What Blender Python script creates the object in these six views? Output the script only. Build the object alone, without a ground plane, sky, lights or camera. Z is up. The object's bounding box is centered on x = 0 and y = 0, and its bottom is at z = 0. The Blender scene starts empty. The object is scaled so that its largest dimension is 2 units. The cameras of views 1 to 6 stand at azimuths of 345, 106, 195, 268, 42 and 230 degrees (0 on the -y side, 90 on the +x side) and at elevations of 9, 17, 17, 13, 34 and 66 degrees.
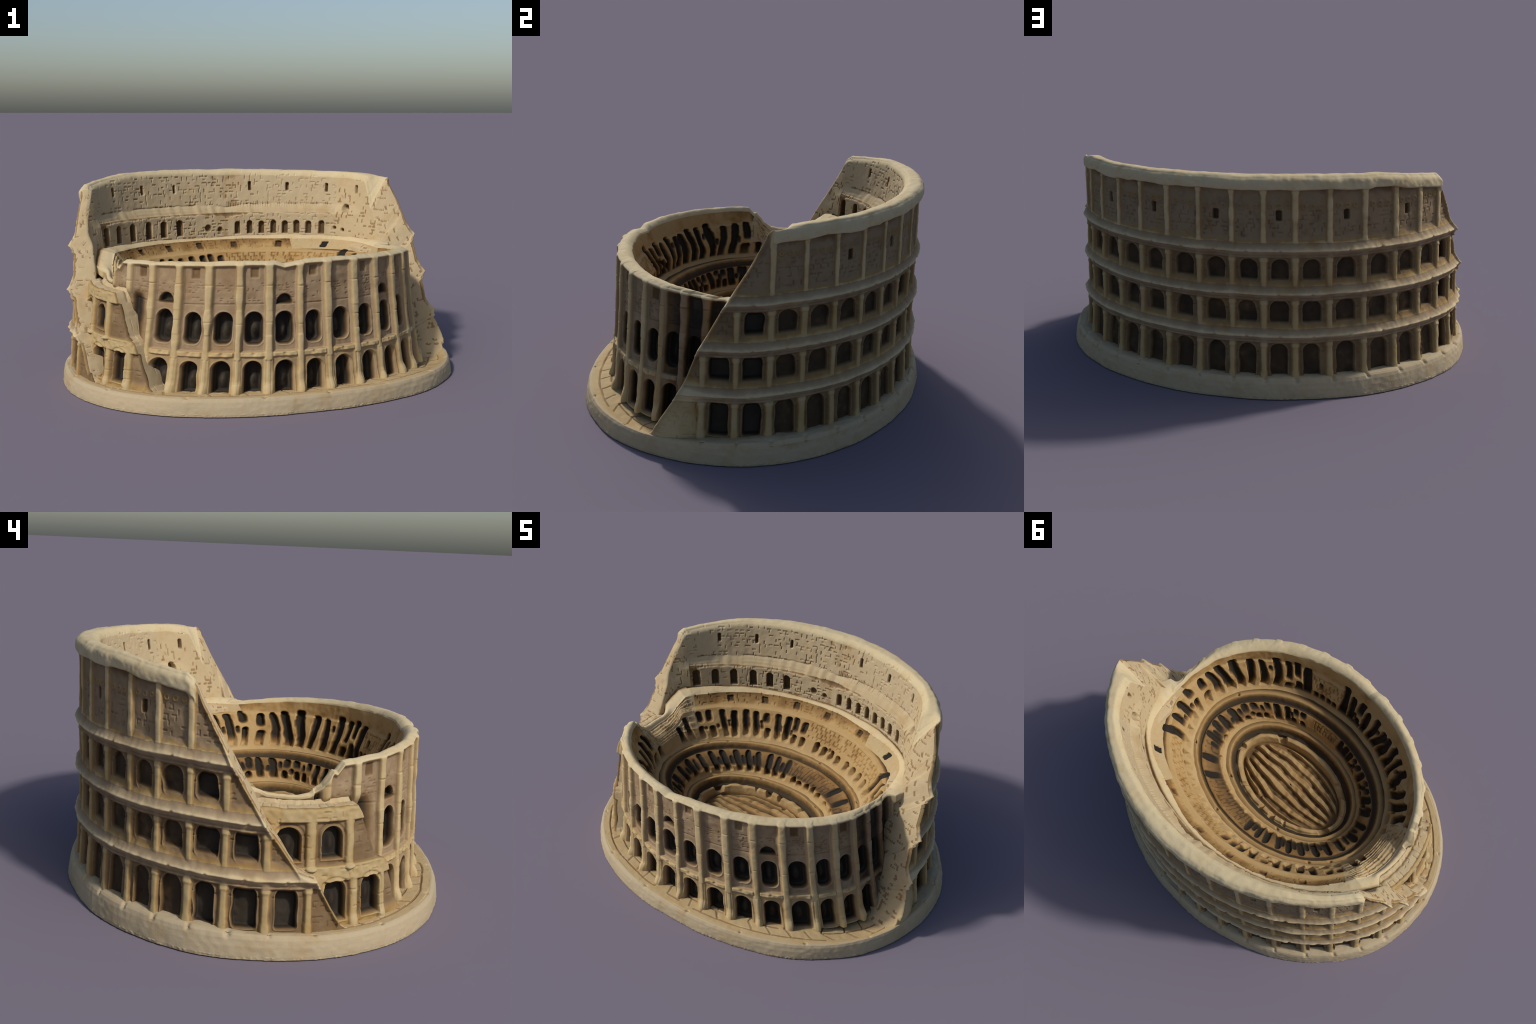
# A resin souvenir of an oval, half-ruined Roman amphitheatre.
# Every wall is a closed sheet swept round an oval plan (angle x profile); pilasters, cornices,
# arches, seating slots and masonry joints are rules that push that sheet in or out.
import bpy, math
import numpy as np

TAU = math.tau
rad = np.radians

# ------------------------------------------------------------------ small tools
np.seterr(over='ignore')
def hsh(*k):
    """deterministic hash of integer arrays -> [0,1)"""
    h = np.zeros(np.broadcast(*k).shape, np.uint64) + np.uint64(1469598103)
    for a in k:
        h = (h ^ (np.asarray(a).astype(np.int64).astype(np.uint64) & np.uint64(0xffffffff))) * np.uint64(0x9E3779B97F4A7C15)
        h ^= h >> np.uint64(29)
    h *= np.uint64(0xBF58476D1CE4E5B9)
    h ^= h >> np.uint64(32)
    return (h & np.uint64(0xffffff)).astype(np.float64) / float(0x1000000)

def vnoise(p, f, seed=0):
    """value noise in [-1,1]"""
    q = p * f + 517.3 + seed * 13.7
    i = np.floor(q).astype(np.int64)
    t = q - i
    t = t * t * (3 - 2 * t)
    out = 0.0
    for a in (0, 1):
        for b in (0, 1):
            for c in (0, 1):
                w = (t[..., 0] if a else 1 - t[..., 0]) * (t[..., 1] if b else 1 - t[..., 1]) * (t[..., 2] if c else 1 - t[..., 2])
                out = out + w * hsh(i[..., 0] + a, i[..., 1] + b, i[..., 2] + c, np.int64(seed))
    return out * 2 - 1

def ss(a, b, x):
    t = np.clip((x - a) / (b - a), 0, 1)
    return t * t * (3 - 2 * t)

def lerp(a, b, t):
    return a + (b - a) * t

def table(x, pts):
    pts = sorted(pts)
    return np.interp(x, [p[0] for p in pts], [p[1] for p in pts])

class Oval:
    """oval plan: centre, turn (degrees); half axes given per call"""
    def __init__(s, cx, cy, rot=3.0):
        s.c, s.q = np.array([cx, cy]), rad(rot)
    def at(s, phi, a, b):
        u, v = a * np.cos(phi), b * np.sin(phi)
        return np.stack([s.c[0] + u * np.cos(s.q) - v * np.sin(s.q), s.c[1] + u * np.sin(s.q) + v * np.cos(s.q)], -1)
    def phi_of(s, theta_deg, a, b):
        """eccentric angle whose point has this polar angle about the origin"""
        ph = np.linspace(-TAU, 2 * TAU, 12001)
        p = s.at(ph, a, b)
        th = np.degrees(np.unwrap(np.arctan2(p[:, 1], p[:, 0])))
        th -= 360 * np.round((th[4000] - np.degrees(np.arctan2(p[4000, 1], p[4000, 0]))) / 360)
        return np.interp(theta_deg, th, ph)

def push(P, centre, d):
    """move plan points outwards from the centre by d"""
    v = P - centre
    L = np.linalg.norm(v, axis=-1, keepdims=True)
    return centre + v * (1 + d[..., None] / L)

def joints(u, z, row, brick, seed, keep=0.45, w=0.0035, vert=0.5):
    """incised masonry joints: broken short dashes; 0..1"""
    r = np.floor(z / row)
    off = hsh(r, np.int64(seed)) * brick
    col = np.floor((u + off) / brick)
    fz = np.abs(z / row - np.round(z / row)) * row
    rn = np.round(z / row)
    colh = np.floor((u + hsh(rn, np.int64(seed + 9)) * brick) / brick)
    fu = (u + hsh(rn, np.int64(seed + 9)) * brick) / brick - colh
    h0 = hsh(rn, colh, np.int64(seed + 1))
    a0, a1 = 0.35 * hsh(rn, colh, np.int64(seed + 3)), 1 - 0.35 * hsh(rn, colh, np.int64(seed + 4))
    H = (1 - ss(w * 0.4, w, fz)) * (h0 < keep) * ((fu > a0) & (fu < a1))
    fv = (u + off) / brick
    fvd = np.abs(fv - np.round(fv)) * brick
    V = (1 - ss(w * 0.4, w, fvd)) * (hsh(r, np.round(fv), np.int64(seed + 2)) < keep * vert * 2)
    return np.maximum(H, V)

def arch_sdf(u, z, w, zb, zt, flat=0.0, rb=0.0):
    """arched opening: negative inside; rb rounds the lower corners"""
    zs = zt - w * (1 - flat)
    top = np.where(z > zs, np.sqrt(u * u + ((z - zs) / (1 - flat)) ** 2) - w, np.abs(u) - w)
    if np.max(rb) > 0:
        a, b = top + rb, zb - z + rb
        return np.sqrt(np.maximum(a, 0) ** 2 + np.maximum(b, 0) ** 2) + np.minimum(np.maximum(a, b), 0) - rb
    return np.maximum(top, zb - z)

def box_sdf(u, v, hu, hv, r=0.004):
    a, b = np.abs(u) - hu + r, np.abs(v) - hv + r
    return np.sqrt(np.maximum(a, 0) ** 2 + np.maximum(b, 0) ** 2) + np.minimum(np.maximum(a, b), 0) - r

def fade(d, s=0.005):
    """1 inside a shape, 0 outside, soft over s"""
    return ss(s, -s, d)

# ------------------------------------------------------------------ materials
def wash(name, ramp, near, z0=0.0, z1=1.0, far=None, centre2=None, mode="plan", span=(-0.03, 0.09), sign=1.0,
         warm=(0.80, 0.66, 0.46), wob=0.0025, rot=3.0, tilt=0.0):
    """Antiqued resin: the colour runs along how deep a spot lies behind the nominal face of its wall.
    near/far = (cx, cy, a, b) of the nominal oval at z0 / z1."""
    m = bpy.data.materials.new(name)
    m.use_nodes = True
    nt = m.node_tree
    N, L = nt.nodes, nt.links
    bsdf = N["Principled BSDF"]
    bsdf.inputs["Roughness"].default_value = 0.75
    bsdf.inputs["Specular IOR Level"].default_value = 0.10

    def math_(op, a, b=None, c=None, clamp=False):
        n = N.new("ShaderNodeMath")
        n.operation, n.use_clamp = op, clamp
        for i, v in enumerate((a, b, c)):
            if v is None:
                continue
            if isinstance(v, (int, float)):
                n.inputs[i].default_value = v
            else:
                L.new(v, n.inputs[i])
        return n.outputs[0]

    tc = N.new("ShaderNodeTexCoord")
    sep = N.new("ShaderNodeSeparateXYZ")
    L.new(tc.outputs["Object"], sep.inputs[0])
    x, y, z = sep.outputs

    def noise(scale, detail=3.0, rough=0.55):
        n = N.new("ShaderNodeTexNoise")
        n.inputs["Scale"].default_value, n.inputs["Detail"].default_value, n.inputs["Roughness"].default_value = scale, detail, rough
        L.new(tc.outputs["Object"], n.inputs["Vector"])
        return n.outputs["Fac"]

    if mode == "plan":
        far = far or near
        if tilt:
            z = math_("SUBTRACT", z, math_("MULTIPLY", math_("SUBTRACT", 0.4, y), tilt))
        t = math_("DIVIDE", math_("SUBTRACT", z, z0), max(z1 - z0, 1e-6), clamp=True)
        par = [math_("ADD", math_("MULTIPLY", t, f - n), n) for n, f in zip(near, far)]
        q = rad(rot)
        dx, dy = math_("SUBTRACT", x, par[0]), math_("SUBTRACT", y, par[1])
        u = math_("ADD", math_("MULTIPLY", dx, math.cos(q)), math_("MULTIPLY", dy, math.sin(q)))
        v = math_("SUBTRACT", math_("MULTIPLY", dy, math.cos(q)), math_("MULTIPLY", dx, math.sin(q)))
        r = math_("SQRT", math_("ADD", math_("MULTIPLY", u, u), math_("MULTIPLY", v, v)))
        ua, vb = math_("DIVIDE", u, par[2]), math_("DIVIDE", v, par[3])
        rho = math_("SQRT", math_("ADD", math_("MULTIPLY", ua, ua), math_("MULTIPLY", vb, vb)))
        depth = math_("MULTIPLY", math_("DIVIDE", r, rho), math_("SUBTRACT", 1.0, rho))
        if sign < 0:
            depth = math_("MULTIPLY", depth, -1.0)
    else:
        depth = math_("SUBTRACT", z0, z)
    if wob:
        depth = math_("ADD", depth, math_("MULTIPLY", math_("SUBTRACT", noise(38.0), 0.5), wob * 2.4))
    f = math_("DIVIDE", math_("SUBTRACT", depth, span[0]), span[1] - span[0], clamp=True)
    cr = N.new("ShaderNodeValToRGB")
    els = cr.color_ramp.elements
    while len(els) > 1:
        els.remove(els[-1])
    for i, (d, c) in enumerate(ramp):
        p = min(max((d - span[0]) / (span[1] - span[0]), 0), 1)
        e = els[0] if i == 0 else els.new(p)
        e.position, e.color = p, (*c, 1)
    L.new(f, cr.inputs[0])

    def mix(kind, fac, a, b):
        n = N.new("ShaderNodeMix")
        n.data_type, n.blend_type = "RGBA", kind
        for s, val in ((n.inputs[0], fac), (n.inputs[6], a), (n.inputs[7], b)):
            if isinstance(val, float):
                s.default_value = val
            elif isinstance(val, tuple):
                s.default_value = (*val, 1)
            else:
                L.new(val, s)
        return n.outputs[2]

    # broad pinkish / yellowish drift, small mottling, rare brown specks
    drift = math_("MULTIPLY", math_("SUBTRACT", noise(3.2, 2.0), 0.35), 0.9, clamp=True)
    col = mix("MULTIPLY", drift, cr.outputs[0], (1.0, 0.93, 0.84))
    stain = math_("MULTIPLY", math_("SUBTRACT", noise(9.0, 5.0, 0.6), 0.52), 2.6, clamp=True)
    col = mix("MULTIPLY", stain, col, (0.86, 0.72, 0.52))
    mott = math_("MULTIPLY", math_("SUBTRACT", noise(55.0, 4.0, 0.7), 0.5), 1.0, clamp=True)
    col = mix("MULTIPLY", mott, col, warm)
    vor = N.new("ShaderNodeTexNoise")
    vor.inputs["Scale"].default_value, vor.inputs["Detail"].default_value = 24.0, 5.0
    L.new(tc.outputs["Object"], vor.inputs["Vector"])
    speck = math_("MULTIPLY", math_("SUBTRACT", vor.outputs["Fac"], 0.70), 6.0, clamp=True)
    col = mix("MULTIPLY", speck, col, (0.60, 0.47, 0.34))
    L.new(col, bsdf.inputs["Base Color"])
    bump = N.new("ShaderNodeBump")
    bump.inputs["Strength"].default_value, bump.inputs["Distance"].default_value = 0.25, 0.004
    L.new(noise(120.0, 4.0, 0.65), bump.inputs["Height"])
    L.new(bump.outputs[0], bsdf.inputs["Normal"])
    return m

CREAM = (0.445, 0.348, 0.192)
STONE = (0.360, 0.280, 0.185)
AMBER = (0.270, 0.170, 0.062)
BROWN = (0.150, 0.092, 0.042)
UMBER = (0.062, 0.042, 0.024)
SOOT = (0.022, 0.019, 0.016)
GREY = (0.052, 0.043, 0.031)

# ------------------------------------------------------------------ sheets -> named objects
ROOT = bpy.data.objects.new("ruined_amphitheatre", None)
bpy.context.scene.collection.objects.link(ROOT)
ROOT["label"] = "antiqued cream resin miniature of a ruined oval amphitheatre"
ROOT["category"] = "souvenir model"

def make_object(name, co, faces, normals, mat, parent):
    me = bpy.data.meshes.new(name)
    tri = faces[:, 3] < 0
    loops = faces.reshape(-1)
    loops = loops[loops >= 0]
    cnt = np.where(tri, 3, 4)
    me.vertices.add(len(co))
    me.vertices.foreach_set("co", co.astype(np.float32).ravel())
    me.loops.add(len(loops))
    me.loops.foreach_set("vertex_index", loops.astype(np.int32))
    me.polygons.add(len(faces))
    me.polygons.foreach_set("loop_start", (np.cumsum(cnt) - cnt).astype(np.int32))
    me.polygons.foreach_set("use_smooth", np.ones(len(faces), bool))
    me.update(calc_edges=True)
    me.normals_split_custom_set_from_vertices(normals.astype(np.float32))
    me.materials.append(mat)
    ob = bpy.data.objects.new(name, me)
    bpy.context.scene.collection.objects.link(ob)
    ob.parent = parent
    if "joint" in name:
        ob["kind"] = "stuff"
    return ob

class Sheet:
    def __init__(s):
        s.parts = []          # (name, material, parent key) per region id
    def region(s, name, mat, parent=None):
        s.parts.append((name, mat, parent))
        return len(s.parts) - 1

def build(P, idx, faces_region, sheet, wrap):
    """P: (rows, cols, 3); idx: (rows, cols) vertex ids (may repeat); faces_region: (rows-1, cols or cols-1)"""
    R, C = P.shape[:2]
    co = P.reshape(-1, 3)
    if wrap:
        idx = np.concatenate([idx, idx[:, :1]], 1)
    a, b, c, d = idx[:-1, :-1], idx[:-1, 1:], idx[1:, 1:], idx[1:, :-1]
    F = np.stack([a, b, c, d], -1).reshape(-1, 4)
    reg = faces_region.reshape(-1)
    same = F == np.roll(F, -1, 1)
    n = same.sum(1)
    quad = n == 0
    tri = n == 1
    T = F[tri]
    keep = ~same[tri]
    T3 = T[keep].reshape(-1, 3)
    F = np.concatenate([F[quad], np.concatenate([T3, -np.ones((len(T3), 1), F.dtype)], 1)])
    reg = np.concatenate([reg[quad], reg[tri]])
    # vertex normals of the whole sheet
    f3 = np.where(F[:, 3] < 0, F[:, 2], F[:, 3])
    fn = np.cross(co[F[:, 2]] - co[F[:, 0]], co[f3] - co[F[:, 1]])
    t3 = F[:, 3] < 0
    fn[t3] = np.cross(co[F[t3, 1]] - co[F[t3, 0]], co[F[t3, 2]] - co[F[t3, 0]])
    vn = np.zeros_like(co)
    for k in range(3):
        for j in range(4):
            w = F[:, j] >= 0
            vn[:, k] += np.bincount(F[w, j], fn[w, k], len(co))
    vn /= np.linalg.norm(vn, axis=1, keepdims=True) + 1e-12
    made, order = {}, []
    objs = {}
    for rid, (name, mat, parent) in enumerate(sheet.parts):
        sel = reg == rid
        if not sel.any():
            continue
        f = F[sel]
        used = np.unique(f[f >= 0])
        remap = np.full(len(co) + 1, -1, np.int64)
        remap[used] = np.arange(len(used))
        nf = np.where(f >= 0, remap[np.maximum(f, 0)], -1)
        par = ROOT if parent is None else objs.get(parent, ROOT)
        objs[rid] = make_object(name, co[used], nf, vn[used], mat, par)
    return objs

# ------------------------------------------------------------------ materials of the parts
# 1 outer wall, nominal face = front of the half columns
OW = Oval(-0.015, -0.02)
def ow_a(z): return 0.936 - 0.027 * z + 0.018 * np.clip((0.30 - z) / 0.30, 0, 1)
def ow_b(z): return 0.7485 + 0.018 * np.clip((0.30 - z) / 0.30, 0, 1)
OW_B = 0.7485
outer_ramp = [(-0.03, CREAM), (-0.005, (0.41, 0.32, 0.18)), (0.002, (0.36, 0.265, 0.125)), (0.007, AMBER), (0.0125, (0.205, 0.143, 0.08)), (0.0155, (0.165, 0.11, 0.058)),  # panel browns near 0.0125-0.0155 also carry occlusion shade painted into the resin colour
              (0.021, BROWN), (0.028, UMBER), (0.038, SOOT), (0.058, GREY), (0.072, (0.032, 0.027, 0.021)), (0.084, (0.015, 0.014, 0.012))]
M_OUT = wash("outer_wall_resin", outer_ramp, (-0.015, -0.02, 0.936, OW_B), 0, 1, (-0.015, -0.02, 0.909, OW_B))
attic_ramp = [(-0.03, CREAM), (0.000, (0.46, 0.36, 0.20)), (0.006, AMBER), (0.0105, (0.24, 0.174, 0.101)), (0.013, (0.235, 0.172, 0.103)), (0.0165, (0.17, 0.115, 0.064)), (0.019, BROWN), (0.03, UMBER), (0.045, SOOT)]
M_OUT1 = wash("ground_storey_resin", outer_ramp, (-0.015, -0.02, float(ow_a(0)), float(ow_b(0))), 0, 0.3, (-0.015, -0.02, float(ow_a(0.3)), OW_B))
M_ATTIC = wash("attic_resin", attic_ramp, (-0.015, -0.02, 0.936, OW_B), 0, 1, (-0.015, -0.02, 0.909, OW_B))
corn_ramp = [(-0.03, (0.50, 0.41, 0.25)), (-0.015, (0.48, 0.39, 0.235)), (-0.0085, (0.33, 0.252, 0.155)), (-0.002, (0.27, 0.20, 0.12)), (0.004, (0.215, 0.152, 0.09)), (0.009, (0.20, 0.14, 0.08)), (0.02, BROWN)]
M_CORN = wash("cornice_resin", corn_ramp, (-0.015, -0.02, 0.936, OW_B), 0, 1, (-0.015, -0.02, 0.909, OW_B))
# 2 inside of the tall wall
IWC = (-0.015, -0.03)
def iw_ab(z):
    zz = [0.55, 0.735, 0.785, 0.95]
    return np.interp(z, zz, [0.812, 0.822, 0.856, 0.880]), np.interp(z, zz, [0.588, 0.597, 0.648, 0.680])
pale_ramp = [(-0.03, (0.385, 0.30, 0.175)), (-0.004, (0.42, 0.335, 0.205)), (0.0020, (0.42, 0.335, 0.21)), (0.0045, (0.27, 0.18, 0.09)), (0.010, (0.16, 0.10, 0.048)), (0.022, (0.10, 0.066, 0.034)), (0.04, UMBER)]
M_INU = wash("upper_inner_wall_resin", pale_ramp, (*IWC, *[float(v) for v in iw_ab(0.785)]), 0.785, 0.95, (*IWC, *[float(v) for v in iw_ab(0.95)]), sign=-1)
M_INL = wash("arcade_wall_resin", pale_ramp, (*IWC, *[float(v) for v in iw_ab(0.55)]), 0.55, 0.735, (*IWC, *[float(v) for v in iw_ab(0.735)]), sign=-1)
flat_ramp = [(-0.03, CREAM), (0.08, CREAM)]
M_CUT = wash("broken_end_resin", [(-0.03, (0.44, 0.345, 0.205)), (0.08, (0.44, 0.345, 0.205))], (0, 0, 1, 1))
M_SADDLE = wash("worn_stair_resin", [(-0.03, (0.40, 0.30, 0.16)), (0.08, (0.40, 0.30, 0.16))], (0, 0, 1, 1))
M_JOINT = wash("joint_resin", [(-0.03, (0.25, 0.165, 0.085)), (0.08, (0.25, 0.165, 0.085))], (0, 0, 1, 1))
M_RIM = wash("rim_resin", [(-0.03, (0.50, 0.415, 0.255)), (0.08, (0.50, 0.415, 0.255))], (0, 0, 1, 1))
# 3 inner wall (low front wall), concave foot
FW = Oval(-0.022, -0.072, 1.0)
def fw_ab(z):
    t = np.clip((0.645 - z) / 0.55, 0, 1.1) ** 1.35
    return 0.768 + 0.078 * t, 0.604 + 0.018 * t
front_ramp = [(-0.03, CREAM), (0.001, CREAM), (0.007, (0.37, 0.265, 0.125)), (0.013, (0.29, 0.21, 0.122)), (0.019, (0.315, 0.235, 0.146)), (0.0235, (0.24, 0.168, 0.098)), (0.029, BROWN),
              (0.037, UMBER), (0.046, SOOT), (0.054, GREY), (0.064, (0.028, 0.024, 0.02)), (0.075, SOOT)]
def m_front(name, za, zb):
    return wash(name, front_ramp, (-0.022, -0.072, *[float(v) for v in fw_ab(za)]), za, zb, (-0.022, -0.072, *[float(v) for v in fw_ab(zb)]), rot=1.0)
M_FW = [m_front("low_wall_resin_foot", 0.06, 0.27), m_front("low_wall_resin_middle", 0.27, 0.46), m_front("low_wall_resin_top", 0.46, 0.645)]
# 4 stepped ruin beside the left end
MW = Oval(-0.01, -0.05)
def mw_ab(z): return 0.895 - 0.045 * (z - 0.1) / 0.4, 0.70 - 0.03 * (z - 0.1) / 0.4
M_MW = wash("stepped_ruin_resin", outer_ramp, (-0.01, -0.05, *mw_ab(0.0)), 0, 0.5, (-0.01, -0.05, *mw_ab(0.5)))

# ------------------------------------------------------------------ 1 TALL OUTER WALL
BAYS = np.array([-6.0, 2.3, 10.8, 19.6, 28.6, 38.2, 48.4, 58.8, 70, 82, 93.8, 104.6, 115, 126, 137.1, 147.4, 156.4, 164.9, 173.1, 181.9, 191.0, 200.0])
CUT = [(-13, .04), (-10.2, .085), (-8.0, .145), (-5.2, .225), (-3.8, .262), (1.0, .425), (2.1, .455), (8.0, .632), (9.4, .668), (14.5, .80), (18.6, .915), (19.4, .94), (20.4, .955), (30, .969), (45, .973), (60, .977), (90, .983), (120, .985), (142, .981),
       (158, .955), (163, .945), (164.6, .925), (166.0, .875), (173.0, .678), (174.0, .645), (175.6, .60), (180.0, .485), (181.2, .45), (183.6, .40), (188.2, .293), (191.6, .272), (193, .235), (196, .15), (198.6, .085), (201, .06)]
def cornice(dz):
    return table(dz, [(-.06, -.05), (-.042, -.022), (-.036, -.009), (-.033, -.003), (-.027, -.001), (-.024, -.005), (-.021, -.001), (-.007, .008), (-.002, .0165), (.001, .0165), (.006, .012), (.016, .005), (.028, -.002), (.044, -.009), (.058, -.014), (.07, -.05)])
def smax(a, b, k=0.006):
    h = np.clip(0.5 + 0.5 * (a - b) / k, 0, 1)
    return lerp(b, a, h) + k * h * (1 - h)

def outer_wall():
    sh = Sheet()
    NC = 1180
    am = ow_a(0.5)
    ph = np.linspace(OW.phi_of(-13.0, am, OW_B), OW.phi_of(201.0, am, OW_B), NC)
    p0 = OW.at(ph, am, OW_B)
    th = np.degrees(np.unwrap(np.arctan2(p0[:, 1], p0[:, 0])))
    s = np.concatenate([[0], np.cumsum(np.linalg.norm(np.diff(p0, axis=0), axis=1))])
    sb = np.interp(BAYS, th, s)
    bay = np.clip(np.searchsorted(sb, s) - 1, 0, len(sb) - 2)
    mid = (sb[bay] + sb[bay + 1]) / 2
    u = s - mid                                   # metres from the bay's centre line
    edge = (sb[bay + 1] - sb[bay]) / 2 - np.abs(u)  # metres from the nearest column axis
    colno = np.where(u > 0, bay + 1, bay)
    cutang = lambda a: a + 0.9 * ss(30, 20, a) * ss(-4, 2, a) - 0.6 * ss(155, 164, a)      # both broken ends reach a touch further
    h = table(cutang(th), CUT)
    rim1 = ss(18.4, 20.6, th) * ss(166.2, 164.6, th)
    h = h - 0.009 * rim1
    h = h + 0.003 * vnoise(np.stack([s, s * 0, s * 0], -1), 28, 3) * (h < 0.94) + 0.002 * vnoise(np.stack([s, s * 0, s * 0], -1), 14, 4)
    zk = np.linspace(0.06, 0.99, 312)
    NR = len(zk)
    U, E, TH, S, H = (np.broadcast_to(v, (NR, NC)) for v in (u, edge, th, s, h))
    BAY, COL = np.broadcast_to(bay, (NR, NC)), np.broadcast_to(colno, (NR, NC))
    Z = np.minimum(zk[:, None], H)
    Pn = OW.at(np.broadcast_to(ph, (NR, NC)), ow_a(Z), ow_b(Z))
    P3 = np.concatenate([Pn, Z[..., None]], -1)
    n1, n2 = vnoise(P3, 22, 1), vnoise(P3, 60, 2)
    zl1, zl2, zl3 = [v + 0.003 * vnoise(np.stack([S, S * 0, S * 0], -1), 9, 20 + i) - 0.018 * (ss(30, 5, TH) + ss(160, 185, TH)) * 0.8 for i, v in enumerate((0.282, 0.474, 0.665))]
    storey = np.where(Z < zl1 - .03, 1, np.where(Z < zl2 - .03, 2, np.where(Z < zl3 - .03, 3, 4)))
    attic = storey == 4
    # which bays really carry openings / columns in each storey
    has_arch = ((storey == 1) & (BAY >= 1) & (BAY <= 19)) | ((storey == 2) & (BAY >= 1) & (BAY <= 18)) | ((storey == 3) & (BAY >= 2) & (BAY <= 17))
    has_col = ((storey == 1) & (COL >= 1) & (COL <= 20)) | ((storey == 2) & (COL >= 1) & (COL <= 19)) | ((storey == 3) & (COL >= 2) & (COL <= 18)) | (attic & (COL >= 3) & (COL <= 17))
    jit = (hsh(COL, storey, np.int64(5)) - 0.5)
    wc = np.where(attic, 0.0155, 0.0170) * (1 + 0.25 * jit)
    base = np.where(storey == 1, 0.095, np.where(storey == 2, zl1, np.where(storey == 3, zl2, zl3)))
    top = np.where(storey == 1, zl1, np.where(storey == 2, zl2, np.where(storey == 3, zl3, H))) - 0.034
    tz = (Z - base) / np.maximum(top - base, 1e-3)
    wc = wc * (1 + 0.25 * ss(0.84, 0.9, tz) + 0.22 * ss(0.2, 0.06, tz) + 0.10 * n1)
    cprof = np.sqrt(np.clip(1 - (E / wc) ** 2, 0, 1)) * 0.55 + 0.45 * ss(wc, wc * 0.45, E)
    panel = np.where(attic, -0.0125, -0.0150)
    D = panel + has_col * cprof * (-panel) + has_col * 0.003 * np.exp(-((tz - 0.92) / 0.04) ** 2) * cprof
    # masonry dashes on the flat panels
    plain = (~has_arch) & (~attic) | (attic & (E > 0.017))
    jn = joints(S, Z, 0.0185, 0.034, 40, 0.42)
    D = D - 0.0030 * jn * plain * (1 - has_col * cprof) * (Z < zl3 + 0.17) * (Z > zl3 * attic + 0.03 * attic)
    # arches
    ja, jb = hsh(BAY, storey, np.int64(7)) - .5, hsh(BAY, storey, np.int64(8)) - .5
    aw = np.where(storey == 1, 0.0335, 0.0360) * (1 + 0.16 * ja)
    zb = np.where(storey == 1, 0.098, np.where(storey == 2, zl1 + 0.050, zl2 + 0.052)) + 0.004 * jb
    zt = np.where(storey == 1, 0.238, np.where(storey == 2, 0.434, 0.620)) + 0.006 * ja
    sd = arch_sdf(U + 0.006 * jb + 0.005 * n1, Z, aw, zb, zt, 0.10, np.where(storey == 1, 0.005, 0.020))
    ring = np.exp(-((sd - 0.0065) / 0.0042) ** 2)
    D = np.where(has_arch, D + 0.0065 * ring * (Z > zb - 0.01), D)
    impost = np.exp(-((Z - (zt - aw)) / 0.002) ** 2) * (np.abs(np.abs(U) - aw - 0.011) < 0.011)
    D = D - has_arch * 0.004 * impost * (E > wc)
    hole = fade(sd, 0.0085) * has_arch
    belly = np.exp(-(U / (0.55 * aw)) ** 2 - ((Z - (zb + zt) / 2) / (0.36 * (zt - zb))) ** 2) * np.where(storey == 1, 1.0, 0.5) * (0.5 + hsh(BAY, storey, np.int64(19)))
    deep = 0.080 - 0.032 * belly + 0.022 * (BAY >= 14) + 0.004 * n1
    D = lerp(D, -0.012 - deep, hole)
    # attic: windows in every second bay, a row of three little ring bosses, groove above the cornice
    win = attic & (BAY >= 5) & (BAY <= 16) & (BAY % 2 == 1)
    wz = 0.812 + 0.006 * jb
    wd = box_sdf(U + 0.004 * ja, Z - wz, 0.0105, 0.020) + 0.0015 * n2
    wh = fade(wd, 0.004) * win
    D = lerp(D, -0.045, wh)
    inat = attic & (TH > 19.6) & (TH < 164.9)
    for k in (-1, 0, 1):
        rr = np.sqrt((U - k * 0.036 + 0.003 * jb) ** 2 + (Z - 0.853 - 0.004 * ja) ** 2)
        D = D + inat * 0.0060 * np.exp(-((rr - 0.0085) / 0.0034) ** 2) * (1 - wh)
    D = D - inat * 0.003 * np.exp(-((Z - zl3 - 0.040) / 0.0025) ** 2) * (E > 0.013)
    # cornices, rim roll
    for zl in (zl1, zl2, zl3):
        c = cornice(Z - zl) + 0.0010 * n2 + 0.0012 * n1
        pit = np.exp(-((np.abs(U - 0.010 * ja) / 0.007) ** 2 + ((Z - zl + 0.002) / 0.005) ** 2)) * (hsh(BAY, np.floor(Z * 5), np.int64(300)) < 0.6)
        D = smax(D, c, 0.003) - 0.006 * pit * (c > D)
    rimmed = ss(18.4, 20.6, TH) * ss(166.2, 164.6, TH)
    x = (Z - (H - 0.030)) / 0.030
    roll = np.where(np.abs(x) < 1.01, 0.0140 * np.sqrt(np.clip(1 - np.minimum(x, 0) ** 2, 0, 1)), -0.05)
    roll = lerp(-0.03, roll, ss(-1.0, -0.6, x + 0.20 * n1)) + 0.0015 * n1 + 0.0008 * n2
    D = lerp(D, smax(D, roll, 0.004), rimmed)
    D = D + 0.014 * (1 - rimmed) * np.exp(-((H - Z - 0.008) / 0.014) ** 2) * (H > 0.11) * ss(0.93, 0.84, H)
    # rounded upper edge
    rr = lerp(0.010, 0.022, rimmed)
    e = np.clip((Z - (H - rr)) / rr, 0, 1) * 0.88
    D = D - rr * (1 - np.sqrt(np.clip(1 - e * e, 0, 1))) * np.where(rimmed > .5, 1.0, 0.8)
    D = D + 0.0025 * n1 + 0.0009 * n2
    # flare of the foot
    
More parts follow.
